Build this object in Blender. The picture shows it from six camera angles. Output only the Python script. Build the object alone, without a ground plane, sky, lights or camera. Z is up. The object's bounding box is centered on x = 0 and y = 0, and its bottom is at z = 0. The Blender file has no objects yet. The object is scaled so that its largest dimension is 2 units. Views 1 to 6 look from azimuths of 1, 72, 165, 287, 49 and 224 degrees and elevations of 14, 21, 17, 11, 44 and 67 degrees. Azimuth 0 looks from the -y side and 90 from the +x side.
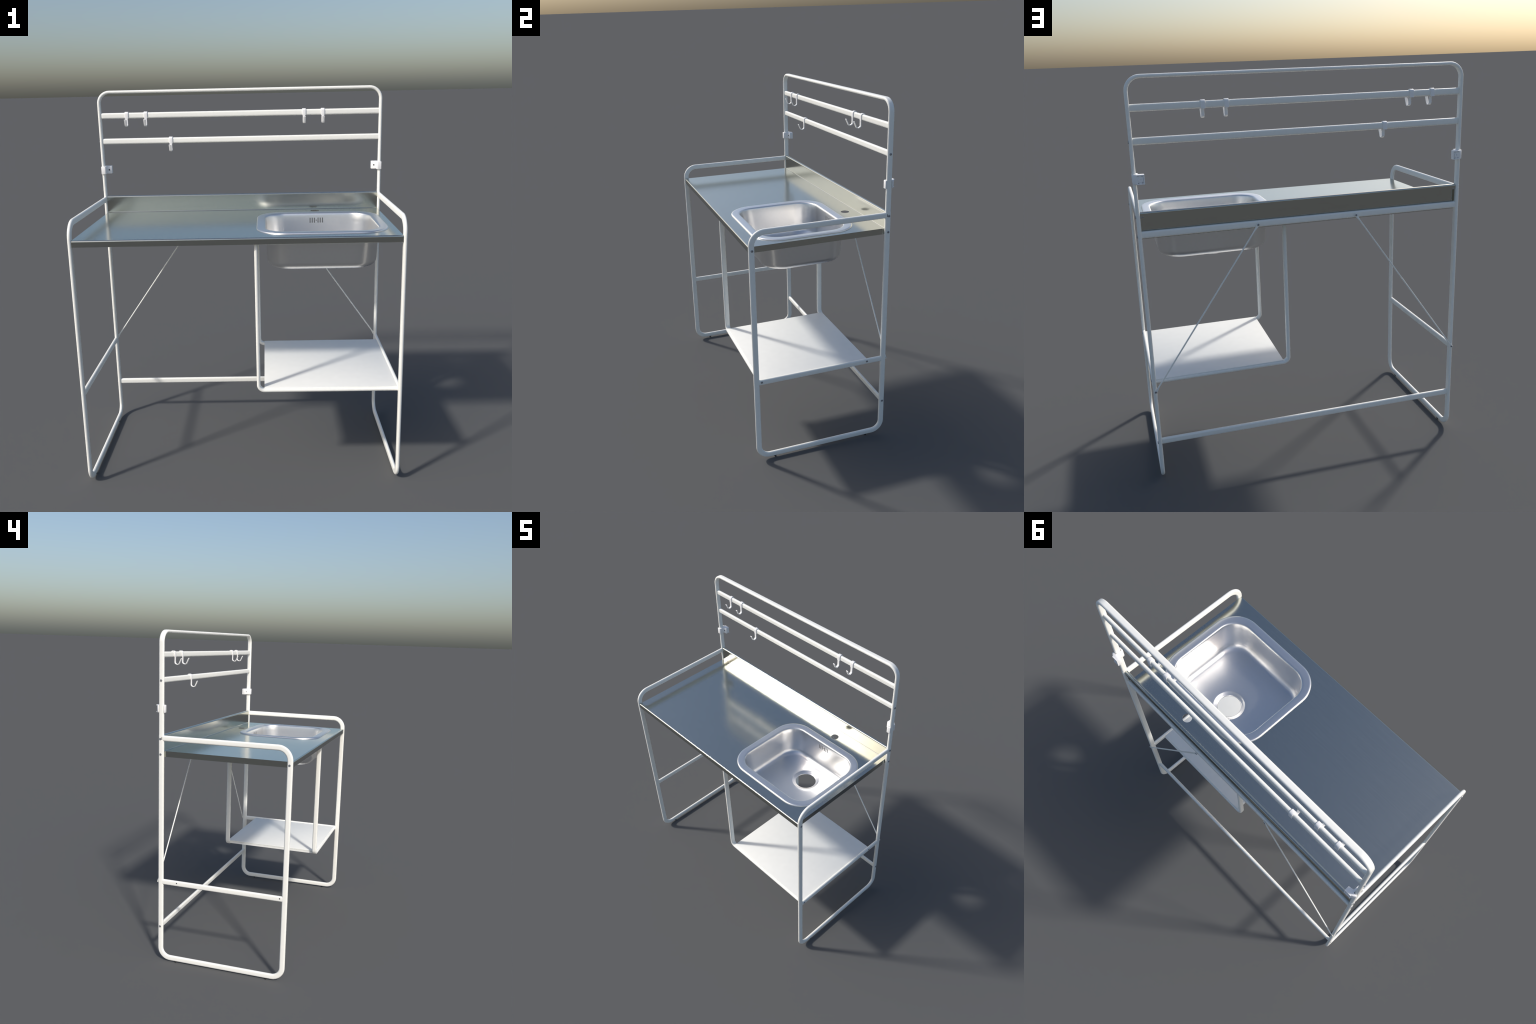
import bpy, bmesh, math
from mathutils import Vector, Matrix

# ----------------------------------------------------------------------------
# A freestanding mini kitchen: white oval-tube frame, steel top, inset sink
# ----------------------------------------------------------------------------
X_FRAME = 0.7985            # centre plane of the two side frames
WIDE, THIN = 0.0163, 0.0090  # half sizes of the flat-oval tube
Y_FRONT, Y_BACK = -0.3972, 0.3767
Z_TOP = 1.3055              # counter surface
Z_APRON = 1.2720
X_TOP = 0.7885
Y_TOP_FRONT, Y_SPLASH = -0.4090, 0.3655
SINK = (0.4225, -0.0490)
DRAIN = (0.4221, 0.0294)

# ------------------------------------------------------------------ materials
def material(name, base, rough, metal=0.0, vary=0.0, grain=None, bump=0.0, spec=0.5,
             rough_vary=0.0, coat=0.0):
    m = bpy.data.materials.new(name)
    m.use_nodes = True
    nt = m.node_tree
    b = nt.nodes["Principled BSDF"]
    b.inputs["Base Color"].default_value = (*base, 1)
    b.inputs["Roughness"].default_value = rough
    b.inputs["Metallic"].default_value = metal
    b.inputs["Specular IOR Level"].default_value = spec
    b.inputs["Coat Weight"].default_value = coat
    if grain:
        tc = nt.nodes.new("ShaderNodeTexCoord")
        mp = nt.nodes.new("ShaderNodeMapping")
        mp.inputs["Scale"].default_value = grain
        nz = nt.nodes.new("ShaderNodeTexNoise")
        nz.inputs["Scale"].default_value = 1.0
        nz.inputs["Detail"].default_value = 3.0
        nt.links.new(tc.outputs["Object"], mp.inputs["Vector"])
        nt.links.new(mp.outputs["Vector"], nz.inputs["Vector"])
        if vary:
            rp = nt.nodes.new("ShaderNodeValToRGB")
            rp.color_ramp.elements[0].position = 0.3
            rp.color_ramp.elements[1].position = 0.7
            rp.color_ramp.elements[0].color = (*[c * (1 - vary) for c in base], 1)
            rp.color_ramp.elements[1].color = (*[min(1, c * (1 + vary)) for c in base], 1)
            nt.links.new(nz.outputs["Fac"], rp.inputs["Fac"])
            nt.links.new(rp.outputs["Color"], b.inputs["Base Color"])
        if rough_vary:
            mr = nt.nodes.new("ShaderNodeMapRange")
            mr.inputs["From Min"].default_value = 0.3
            mr.inputs["From Max"].default_value = 0.7
            mr.inputs["To Min"].default_value = rough - rough_vary
            mr.inputs["To Max"].default_value = rough + rough_vary
            nt.links.new(nz.outputs["Fac"], mr.inputs["Value"])
            nt.links.new(mr.outputs["Result"], b.inputs["Roughness"])
        if bump:
            bp = nt.nodes.new("ShaderNodeBump")
            bp.inputs["Strength"].default_value = bump
            bp.inputs["Distance"].default_value = 0.001
            nt.links.new(nz.outputs["Fac"], bp.inputs["Height"])
            nt.links.new(bp.outputs["Normal"], b.inputs["Normal"])
    return m

PAINT = material("white_powder_coat", (0.955, 0.948, 0.89), 0.42, vary=0.012, grain=(60, 60, 60))
SHELF = material("white_shelf_coat", (0.90, 0.90, 0.86), 0.45, vary=0.012, grain=(25, 25, 25))
PLASTIC = material("cool_white_plastic", (0.95, 0.94, 0.93), 0.40)
STEEL = material("brushed_steel", (0.535, 0.543, 0.492), 0.175, metal=1.0, vary=0.02,
                 grain=(5, 160, 160), bump=0.003, rough_vary=0.012)
BASIN = material("satin_steel", (0.865, 0.86, 0.85), 0.34, metal=1.0, vary=0.01,
                 grain=(90, 90, 90))
BOLT = material("dark_zinc", (0.36, 0.37, 0.39), 0.45, metal=0.75)
DARK = material("dark_recess", (0.055, 0.055, 0.058), 0.7)
RUBBER = material("black_rubber", (0.015, 0.015, 0.016), 0.6)

# -------------------------------------------------------------------- helpers
root = bpy.data.objects.new("mini_kitchen", None)
bpy.context.collection.objects.link(root)
root["label"] = "white tube frame kitchenette with steel counter and inset sink"
root["category"] = "kitchen unit"

def smooth(me, angle=35):
    for p in me.polygons:
        p.use_smooth = True
    me.set_sharp_from_angle(angle=math.radians(angle))

def add(name, me, mat=None, parent=root, at=None):
    o = bpy.data.objects.new(name, me)
    bpy.context.collection.objects.link(o)
    o.parent = parent
    if at is not None:
        o.location = at
    if mat is not None and not me.materials:
        me.materials.append(mat)
    return o

def mesh_from(bm, name, angle=35):
    bmesh.ops.recalc_face_normals(bm, faces=bm.faces)
    me = bpy.data.meshes.new(name)
    bm.to_mesh(me)
    bm.free()
    smooth(me, angle)
    return me

def oval(a, b, n=9, r=None):
    """rounded rectangle section: half size a along u, b along v"""
    r = min(a, b) * 0.97 if r is None else r
    pts = []
    for cx, cy, s in ((a - r, b - r, 0), (r - a, b - r, 90), (r - a, r - b, 180), (a - r, r - b, 270)):
        for i in range(n):
            t = math.radians(s + 90 * i / (n - 1))
            pts.append((cx + r * math.cos(t), cy + r * math.sin(t)))
    return pts

def bend(corners, radii, n=12):
    """polyline with its inner corners turned into arcs"""
    P = [Vector(c) for c in corners]
    out = [P[0]]
    for i in range(1, len(P) - 1):
        d0, d1 = (P[i] - P[i - 1]).normalized(), (P[i + 1] - P[i]).normalized()
        r = radii[i - 1]
        half = d0.angle(d1) / 2
        t = r * math.tan(half)
        a = P[i] - d0 * t
        c = P[i] + (d1 - d0).normalized() * (r / math.cos(half))
        ax = d0.cross(d1).normalized()
        for k in range(n + 1):
            q = Matrix.Rotation(2 * half * k / n, 3, ax)
            out.append(c + q @ (a - c))
    out.append(P[-1])
    return out

def sweep(name, path, sec_of, flat_axis, angle=40):
    """tube along a planar path; sec_of(i) gives (along in-plane normal, along flat_axis)"""
    bm = bmesh.new()
    B = Vector(flat_axis)
    rings = []
    for i, p in enumerate(path):
        a = path[max(i - 1, 0)]
        c = path[min(i + 1, len(path) - 1)]
        if 0 < i < len(path) - 1:
            t = ((p - a).normalized() + (c - p).normalized()).normalized()
        else:
            t = (c - a).normalized()
        n = B.cross(t).normalized()
        rings.append([bm.verts.new(p + n * u + B * v) for u, v in sec_of(i)])
    k = len(rings[0])
    for r0, r1 in zip(rings, rings[1:]):
        for j in range(k):
            bm.faces.new((r0[j], r0[(j + 1) % k], r1[(j + 1) % k], r1[j]))
    bm.faces.new(rings[0][::-1])
    bm.faces.new(rings[-1])
    return mesh_from(bm, name, angle)

def box_into(bm, lo, hi):
    r = bmesh.ops.create_cube(bm, size=1)
    lo, hi = Vector(lo), Vector(hi)
    for v in r["verts"]:
        v.co = Vector((lo[i] + (hi[i] - lo[i]) * (v.co[i] + 0.5) for i in range(3)))
    return r["verts"]

def box_mesh(name, lo, hi, bevel=0.0, seg=2):
    bm = bmesh.new()
    box_into(bm, lo, hi)
    if bevel:
        bmesh.ops.bevel(bm, geom=bm.edges[:], offset=bevel, segments=seg, profile=0.5, affect="EDGES")
    return mesh_from(bm, name)

def lathe(name, profile, n=24, angle=30):
    """profile of (radius, height) turned about z"""
    bm = bmesh.new()
    rings = []
    for r, z in profile:
        if r < 1e-6:
            rings.append([bm.verts.new((0, 0, z))])
        else:
            rings.append([bm.verts.new((r * math.cos(2 * math.pi * i / n), r * math.sin(2 * math.pi * i / n), z))
                          for i in range(n)])
    for a, b in zip(rings, rings[1:]):
        for i in range(n):
            j = (i + 1) % n
            if len(a) == 1 and len(b) > 1:
                bm.faces.new((a[0], b[i], b[j]))
            elif len(b) == 1 and len(a) > 1:
                bm.faces.new((a[i], a[j], b[0]))
            elif len(a) > 1:
                bm.faces.new((a[i], a[j], b[j], b[i]))
    return mesh_from(bm, name, angle)

FULL = oval(WIDE, THIN)            # in-plane normal wide, flat axis thin
SIDE = oval(THIN, WIDE)            # in-plane normal thin, flat axis wide

# ---------------------------------------------------------------- side frames
def side_frame(s):
    x = s * X_FRAME
    zb, zh = 0.0225, 1.3822
    path = bend([(x, Y_BACK, 1.4000), (x, Y_BACK, zb), (x, Y_FRONT, zb), (x, Y_FRONT, zh), (x, Y_BACK - 0.004, zh)],
                [0.062, 0.064, 0.072])
    return add("side_frame", sweep("side_frame", path, lambda i: FULL, (1, 0, 0)), PAINT)

frames = {s: side_frame(s) for s in (-1, 1)}

# cross rails of the side frames, at shelf height
for s in (-1, 1):
    path = [Vector((s * X_FRAME, Y_FRONT + 0.004, 0.5090)), Vector((s * X_FRAME, Y_BACK - 0.004, 0.5090))]
    sec = oval(0.0163, 0.0086)
    add("side_rail", sweep("side_rail", path, lambda i: sec, (1, 0, 0)), PAINT, frames[s])

# --------------------------------------------------------------- upper hoop
hoop_path = bend([(-X_FRAME, Y_BACK, 1.362), (-X_FRAME, Y_BACK, 1.9915), (X_FRAME, Y_BACK, 1.9915), (X_FRAME, Y_BACK, 1.362)],
                 [0.064, 0.064])
hoop_sec = oval(0.0085, 0.0156)
hoop = add("rack_hoop", sweep("rack_hoop", hoop_path, lambda i: hoop_sec, (0, 1, 0)), PAINT)

def cross_bar(name, y, z, x0, x1, half=0.0163, thin=0.0090, parent=root, pinch=True):
    """straight flat-oval bar along x whose ends are pressed a little before the weld"""
    xs = [x0, x0 + 0.004, x0 + 0.016, x1 - 0.016, x1 - 0.004, x1]
    sc = [0.80, 0.93, 1, 1, 0.93, 0.80] if pinch else [1] * 6
    path = [Vector((x, y, z)) for x in xs]
    return add(name, sweep(name, path, lambda i: oval(half * (1 - (1 - sc[i]) * 0.35), thin * sc[i]), (0, 1, 0)), PAINT, parent)

XI = X_FRAME - 0.0072
rail_up = cross_bar("hanging_rail", Y_BACK - 0.001, 1.8600, -XI, XI)
rail_low = cross_bar("hanging_rail", Y_BACK - 0.001, 1.7165, -XI, XI)
cross_bar("back_crossbar", Y_BACK + 0.0010, 1.2953, -XI, XI, half=0.0163, pinch=False)
cross_bar("foot_crossbar", Y_BACK - 0.001, 0.2280, -XI, XI)

# ------------------------------------------------------------------- hooks
def hook_mesh():
    g = 0.0112
    top = bend([(0, g, -0.0172), (0, g, 0.0188), (0, -g, 0.0188), (0, -g, -0.0525), (0, -0.0335, -0.0620), (0, -0.0520, -0.0215)],
               [0.0095, 0.0095, 0.0110, 0.0125], n=8)
    # width and thickness along the strip
    def sec(i):
        p = top[i]
        front = i > len(top) * 0.45 and p.z < -0.016
        w = 0.0072 if front else 0.0101
        t = 0.0020 if p.y < -0.02 else 0.0023
        return oval(t, w, n=4, r=0.0013)
    # add a short step where the band becomes the narrower hook
    k = next(i for i in range(1, len(top)) if top[i].z < -0.016 and top[i].y < 0 and i > 5)
    a, b = top[k - 1], top[k]
    top.insert(k, a + (b - a) * ((a.z + 0.0150) / (a.z - b.z)))
    top.insert(k + 1, a + (b - a) * ((a.z + 0.0185) / (a.z - b.z)))
    return sweep("hook", top, sec, (1, 0, 0), 40)

HOOK = hook_mesh()
for x, rail in ((-0.6441, rail_up), (-0.5352, rail_up), (0.3655, rail_up), (0.4716, rail_up), (-0.3982, rail_low)):
    z = 1.8600 if rail is rail_up else 1.7165
    add("hook", HOOK, PLASTIC, rail, (x, Y_BACK - 0.001, z))

# ------------------------------------------------------------ wall brackets
def wall_bracket(s):
    zc, h = 1.5530, 0.0222
    out = [(0.8080, 0.3530), (0.8080, 0.3603), (0.7893, 0.3603), (0.7893, 0.3935), (0.8080, 0.3935), (0.8080, 0.3980),
           (0.7940, 0.4085), (0.7545, 0.4085), (0.7545, 0.3890), (0.7800, 0.3840), (0.7805, 0.3580), (0.7855, 0.3530)]
    bm = bmesh.new()
    lo = [bm.verts.new((s * x, y, zc - h)) for x, y in out]
    hi = [bm.verts.new((s * x, y, zc + h)) for x, y in out]
    n = len(out)
    for i in range(n):
        bm.faces.new((lo[i], lo[(i + 1) % n], hi[(i + 1) % n], hi[i]))
    bm.faces.new(lo[::-1])
    bm.faces.new(hi)
    bmesh.ops.recalc_face_normals(bm, faces=bm.faces)
    bmesh.ops.bevel(bm, geom=bm.edges[:], offset=0.0022, segments=2, profile=0.5, affect="EDGES", clamp_overlap=True)
    # raised border and screw boss on the wall side
    for lo2, hi2 in (((0.7550, 0.408, zc + h - 0.006), (0.7900, 0.4135, zc + h - 0.0005)),
                     ((0.7550, 0.408, zc - h + 0.0005), (0.7900, 0.4135, zc - h + 0.006)),
                     ((0.7550, 0.408, zc - h + 0.006), (0.7580, 0.4134, zc + h - 0.006))):
        vs = box_into(bm, (s * lo2[0], lo2[1], lo2[2]), (s * hi2[0], hi2[1], hi2[2]))
    o = add("wall_bracket", mesh_from(bm, "wall_bracket", 40), PLASTIC)
    boss = lathe("screw_boss", [(0, 0.0005), (0.0035, 0.0005), (0.0035, 0.0040), (0.0105, 0.0040), (0.0115, 0.003), (0.0115, -0.002)])
    b = add("screw_boss", boss, PLASTIC, o, (s * 0.7725, 0.4082, zc))
    b.rotation_euler = (-math.pi / 2, 0, 0)
    eye = lathe("screw_eye", [(0, 0.0), (0.0042, 0.0), (0.0042, -0.002)])
    e = add("screw_eye", eye, DARK, o, (s * 0.7690, 0.3847, zc))
    e.rotation_euler = (math.pi / 2, 0, math.radians(-10.5 * s))
    for dx in (-0.009, 0.009):
        for dz in (-0.0155, 0.0155):
            add("vent_notch", box_mesh("vent_notch", (-0.003, 0, -0.0013), (0.003, 0.0006, 0.0013)), DARK, o,
                (s * 0.7735 + dx, 0.4084, zc + dz))

for s in (-1, 1):
    wall_bracket(s)

# --------------------------------------------------------------- countertop
def strip_profile(line, t):
    """closed outline of a bent sheet: line is its outer face, thickness t to the left"""
    P = [Vector(p) for p in line]
    inner = []
    for i, p in enumerate(P):
        d = []
        if i > 0:
            d.append((P[i] - P[i - 1]).normalized())
        if i < len(P) - 1:
            d.append((P[i + 1] - P[i]).normalized())
        nrm = [Vector((0, e.z, -e.y)) for e in d]
        m = sum(nrm, Vector()).normalized()
        inner.append(p + m * (t / max(0.3, m.dot(nrm[0]))))
    return P + inner[::-1]

def extrude_x(outline, x0, x1):
    bm = bmesh.new()
    a = [bm.verts.new((x0, p.y, p.z)) for p in outline]
    b = [bm.verts.new((x1, p.y, p.z)) for p in outline]
    n = len(outline)
    for i in range(n):
        bm.faces.new((a[i], a[(i + 1) % n], b[(i + 1) % n], b[i]))
    bm.faces.new(a[::-1])
    bm.faces.new(b)
    bmesh.ops.recalc_face_normals(bm, faces=bm.faces)
    return bm

def rounded_ring(cx, cy, hx, hy, r, z, arc=20, straight=16, back=None):
    """rounded rectangle; back lists x offsets of the points on its rear straight side"""
    pts = []
    corners = ((hx - r, hy - r, 0), (r - hx, hy - r, 90), (r - hx, r - hy, 180), (hx - r, r - hy, 270))
    for k, (ox, oy, a0) in enumerate(corners):
        for i in range(arc + 1):
            t = math.radians(a0 + 90 * i / arc)
            pts.append(Vector((cx + ox + r * math.cos(t), cy + oy + r * math.sin(t), z)))
        nx = corners[(k + 1) % 4]
        t = math.radians(a0 + 90)
        e = Vector((cx + nx[0] + r * math.cos(t), cy + nx[1] + r * math.sin(t), z))
        s0 = pts[-1].copy()
        if k == 0 and back:
            pts += [Vector((cx + x, s0.y, z)) for x in back]
        else:
            for i in range(1, straight):
                pts.append(s0.lerp(e, i / straight))
    return pts

def prism(pts, z0, z1):
    bm = bmesh.new()
    a = [bm.verts.new((p.x, p.y, z0)) for p in pts]
    b = [bm.verts.new((p.x, p.y, z1)) for p in pts]
    n = len(pts)
    for i in range(n):
        bm.faces.new((a[i], a[(i + 1) % n], b[(i + 1) % n], b[i]))
    bm.faces.new(a[::-1])
    bm.faces.new(b)
    return bm

line = bend([(0, Y_TOP_FRONT + 0.020, Z_APRON), (0, Y_TOP_FRONT, Z_APRON), (0, Y_TOP_FRONT, Z_TOP), (0, Y_SPLASH - 0.0006, Z_TOP)],
            [0.0025, 0.0080], n=8)
top_mesh = mesh_from(extrude_x(strip_profile(line, 0.0018), -X_TOP, X_TOP), "countertop", 50)
top = add("countertop", top_mesh, STEEL)
cutters = []
for nm, bm in (("cut_sink", prism(rounded_ring(*SINK, 0.316, 0.277, 0.130, 0), 1.295, 1.32)),
               ("cut_tap", prism([Vector((0.4217 + 0.0245 * math.cos(2 * math.pi * i / 48), 0.2985 + 0.0245 * math.sin(2 * math.pi * i / 48), 0)) for i in range(48)], 1.295, 1.32))):
    c = add(nm, mesh_from(bm, nm), DARK)
    cutters.append(c)
    m = top.modifiers.new(nm, "BOOLEAN")
    m.operation, m.solver, m.object = "DIFFERENCE", "EXACT", c
bpy.context.view_layer.update()
baked = bpy.data.meshes.new_from_object(top.evaluated_get(bpy.context.evaluated_depsgraph_get()))
top.modifiers.clear()
top.data = baked
baked.name = "countertop"
baked.materials.clear()
baked.materials.append(STEEL)
smooth(baked, 50)
for c in cutters:
    bpy.data.objects.remove(c)
wn = top.modifiers.new("weighted_normal", "WEIGHTED_NORMAL")
wn.keep_sharp = True
wn.weight = 100

# side aprons
for s in (-1, 1):
    me = box_mesh("side_apron", (min(s * X_TOP, s * (X_TOP - 0.0016)), Y_TOP_FRONT + 0.0085, Z_APRON),
                  (max(s * X_TOP, s * (X_TOP - 0.0016)), 0.3530, Z_TOP - 0.0020))
    add("side_apron", me, STEEL, top)

# backsplash: upright sheet with a hem folded to the back
line = bend([(0, Y_SPLASH - 0.0042, Z_TOP + 0.0004), (0, Y_SPLASH, Z_TOP + 0.0004), (0, Y_SPLASH, 1.4020), (0, 0.3845, 1.4020), (0, 0.3845, 1.3760)], [0.0036, 0.0085, 0.0085], n=8)
splash = add("backsplash", mesh_from(extrude_x(strip_profile(line, 0.0016), -X_TOP, X_TOP), "backsplash", 50), STEEL)
wn = splash.modifiers.new("weighted_normal", "WEIGHTED_NORMAL")
wn.keep_sharp = True
wn.weight = 100
add("back_flange", box_mesh("back_flange", (-X_TOP, Y_SPLASH, Z_APRON + 0.001), (X_TOP, Y_SPLASH + 0.0015, Z_TOP - 0.001)), STEEL, splash)
for s in (-1, 1):
    add("end_flange", box_mesh("end_flange", (min(s * X_TOP, s * (X_TOP - 0.0015)), 0.3675, 1.3135),
                               (max(s * X_TOP, s * (X_TOP - 0.0015)), 0.3770, 1.3750)), STEEL, splash)
    add("end_flange", box_mesh("end_flange", (min(s * (X_TOP-.0003), s * (X_TOP - 0.0018)), 0.3560, Z_APRON),
                               (max(s * (X_TOP-.0003), s * (X_TOP - 0.0018)), 0.3650, Z_TOP - 0.002)), STEEL, splash)

# --------------------------------------------------------------- sink basin
SLOT_X, SLOT_Z, SLOT_W, SLOT_H = 0.4222, 1.2702, 0.0030, 0.0143
SLOTS = (-0.0347, -0.0224, -0.0101, 0.0, 0.0101, 0.0224, 0.0347)   # overflow openings, a round dot in the middle

def basin_mesh():
    cx, cy = SINK
    hx, hy = 0.3310, 0.2920           # outer rim
    ring = []
    # (inset, corner radius, height)
    prof = [(0.0000, 0.147, Z_TOP + 0.0002), (0.0004, 0.147, Z_TOP + 0.0024), (0.0018, 0.146, Z_TOP + 0.0046),
            (0.0042, 0.144, Z_TOP + 0.0060), (0.0075, 0.142, Z_TOP + 0.0065), (0.0110, 0.139, Z_TOP + 0.0065),
            (0.0200, 0.131, Z_TOP + 0.0060), (0.0310, 0.121, Z_TOP + 0.0054), (0.0375, 0.115, Z_TOP + 0.0049),
            (0.0410, 0.112, Z_TOP + 0.0042), (0.0436, 0.110, Z_TOP + 0.0026), (0.0453, 0.108, Z_TOP + 0.0002),
            (0.0466, 0.107, Z_TOP - 0.006), (0.0473, 0.108, Z_TOP - 0.014), (0.0478, 0.109, SLOT_Z + SLOT_H),
            (0.0484, 0.110, SLOT_Z + SLOT_W), (0.0486, 0.110, SLOT_Z - SLOT_W), (0.0490, 0.111, SLOT_Z - SLOT_H),
            (0.0510, 0.115, 1.205)]
    marks = [SLOT_X - cx + x + e for x in SLOTS for e in (-SLOT_W, SLOT_W)]
    stations = sorted([-0.13, -0.10, -0.07, 0.07, 0.10, 0.13] + marks, reverse=True)
    def level(hx_, hy_, r, z):
        return rounded_ring(cx, cy, hx_, hy_, r, z, back=stations)
    for d, r, z in prof:
        ring.append(level(hx - d, hy - d * 1.08, r, z))
    # wall to floor fillet
    R, d0, z0 = 0.038, 0.0530, 1.1465
    for k in range(0, 11):
        a = math.radians(84 * k / 10)
        i = R * (1 - math.cos(a))
        ring.append(level(hx - d0 - i, hy - d0 * 1.08 - i, 0.118 - i * 0.75, z0 - R * math.sin(a)))
    edge = ring[-1]
    ze = edge[0].z
    dx, dy = DRAIN
    def circle(r, z):
        out = []
        for p in edge:
            v = Vector((p.x - dx, p.y - dy, 0)).normalized()
            out.append(Vector((dx + v.x * r, dy + v.y * r, z)))
        return out
    zd = 1.1005
    outer = circle(0.0885, zd)
    for k in range(1, 9):
        f = k / 9
        ring.append([Vector((a.x + (b.x - a.x) * f, a.y + (b.y - a.y) * f, ze + (zd - ze) * (1 - (1 - f) ** 1.5))) for a, b in zip(edge, outer)])
    for r, z in ((0.0885, zd), (0.0862, zd - 0.0005), (0.0842, zd - 0.0016), (0.0800, zd - 0.0042), (0.0740, zd - 0.0070),
                 (0.0690, zd - 0.0088), (0.0662, zd - 0.0100), (0.0647, zd - 0.0115), (0.0642, zd - 0.0130)):
        ring.append(circle(r, z))
    bm = bmesh.new()
    V = [[bm.verts.new(p) for p in r] for r in ring]
    n = len(V[0])
    first = 20                        # index of the last corner point before the rear side
    def pierced(a, i):
        """is the cell below ring a, from point i on, one of the overflow openings?"""
        z = (ring[a][i].z + ring[a + 1][i].z) / 2
        x = (ring[a][i].x + ring[a][(i + 1) % n].x) / 2
        if not first < i < first + len(stations) or abs(z - SLOT_Z) > SLOT_H:
            return False
        for q in SLOTS:
            if abs(x - SLOT_X - q) < SLOT_W * 0.5:
                return q != 0 or abs(z - SLOT_Z) < SLOT_W * 0.9
        return False
    for k, (a, b) in enumerate(zip(V, V[1:])):
        for i in range(n):
            if not pierced(k, i):
                bm.faces.new((a[i], a[(i + 1) % n], b[(i + 1) % n], b[i]))
    for f in bm.faces:
        f.normal_update()
    me = bpy.data.meshes.new("sink_basin")
    bm.to_mesh(me)
    bm.free()
    smooth(me, 60)
    return me

basin = add("sink_basin", basin_mesh(), BASIN)
so = basin.modifiers.new("sheet", "SOLIDIFY")
so.thickness, so.offset = 0.0014, 1 if basin.data.polygons[0].normal.z < 0 else -1
so.use_rim = True
bpy.context.view_layer.update()
shell = bpy.data.meshes.new_from_object(basin.evaluated_get(bpy.context.evaluated_depsgraph_get()))
basin.modifiers.clear()
basin.data = shell
shell.name = "sink_basin"
smooth(shell, 50)

# --------------------------------------------------------------------- shelf
def shelf_support(y):
    path = bend([(0.0895, y, 1.2990), (0.0895, y, 0.5062), (X_FRAME - 0.006, y, 0.5062)], [0.0300], n=10)
    return add("shelf_support", sweep("shelf_support", path, lambda i: oval(0.0090, 0.0158), (0, 1, 0)), PAINT)
for y in (-0.3700, 0.2705):
    shelf_support(y)
bm = bmesh.new()
box_into(bm, (0.1185, -0.3735, 0.5130), (0.7935, 0.2785, 0.5195))
bmesh.ops.bevel(bm, geom=bm.edges[:], offset=0.0015, segments=2, profile=0.5, affect="EDGES")
shelf = add("shelf", mesh_from(bm, "shelf"), SHELF)
add("shelf_lip", box_mesh("shelf_lip", (0.1186, -0.3560, 0.4990), (0.1206, 0.2565, 0.5125)), SHELF, shelf)

# ------------------------------------------------------------- tension rods
def rod(s):
    y0, y1 = 0.3905, 0.3965
    A, B = Vector((s * 0.2475, y0, 1.2925)), Vector((s * 0.7970, y1, 0.5100))
    d = (B - A).normalized()
    A, B = A - d * 0.009, B + d * 0.009
    L = (B - A).length
    stations = [(0, .0045, .0016), (.003, .0066, .0016), (.016, .0070, .0016), (.026, .0055, .0022), (.040, .0036, .0036),
                (L - .040, .0036, .0036), (L - .026, .0055, .0022), (L - .016, .0070, .0016), (L - .003, .0066, .0016), (L, .0045, .0016)]
    path = [A + d * q[0] for q in stations]
    return add("tension_rod", sweep("tension_rod", path, lambda i: oval(stations[i][1], stations[i][2], 7), (0, 1, 0)), PAINT)
rods = {s: rod(s) for s in (-1, 1)}

# ------------------------------------------------------------------- screws
SCREW = lathe("screw", [(0, 0.0006), (0.0030, 0.0006), (0.0032, 0.0028), (0.0046, 0.0030), (0.0060, 0.0024), (0.0068, 0.0012), (0.0070, -0.002)])
SCREW.materials.append(BOLT)
def screw(p, axis, parent, scale=1.0):
    o = add("screw", SCREW, None, parent, p)
    o.rotation_euler = Vector(axis).to_track_quat("Z", "Y").to_euler()
    o.scale = (scale,) * 3
for s in (-1, 1):
    xf = s * (X_FRAME + THIN)
    screw((s * (X_FRAME + 0.0085), 0.3765, 1.7145), (s, 0, 0), hoop)
    for y, z in ((0.3800, 1.3785), (0.3785, 1.2878), (-0.3955, 1.2880), (0.3780, 0.2220)):
        screw((xf, y, z), (s, 0, 0), frames[s])
    if s > 0:
        for y in (0.2710, -0.3690):
            screw((s * (X_FRAME + 0.0086), y, 0.5120), (s, 0, 0), frames[s], 0.95)
    else:
        hole = lathe("screw_hole", [(0, 0.0), (0.0040, 0.0), (0.0040, -0.003)])
        for y in (0.2710, -0.3690):
            h = add("screw_hole", hole, DARK, frames[s], (s * (X_FRAME + 0.0089), y, 0.5125))
            h.rotation_euler = (0, -math.pi / 2, 0)
    screw((s * 0.2475, 0.3922, 1.2925), (0, 1, 0), rods[s], 0.8)
    screw((s * 0.7970, 0.3982, 0.5100), (0, 1, 0), rods[s], 0.8)
    nub = lathe("screw_tip", [(0, 0.016), (0.0034, 0.016), (0.0038, 0.015), (0.0038, 0.0)])
    n = add("screw_tip", nub, BOLT, frames[s], (s * 0.7895, 0.3810, 1.3785))
    n.rotation_euler = (0, -s * math.pi / 2, 0)

# --------------------------------------------------------------------- feet
FOOT = lathe("foot", [(0, 0), (0.0055, 0), (0.0066, 0.0012), (0.0066, 0.0090), (0.0040, 0.0110)])
for s in (-1, 1):
    for y in (0.2762, -0.3015):
        add("foot", FOOT, RUBBER, frames[s], (s * X_FRAME, y, 0.0))
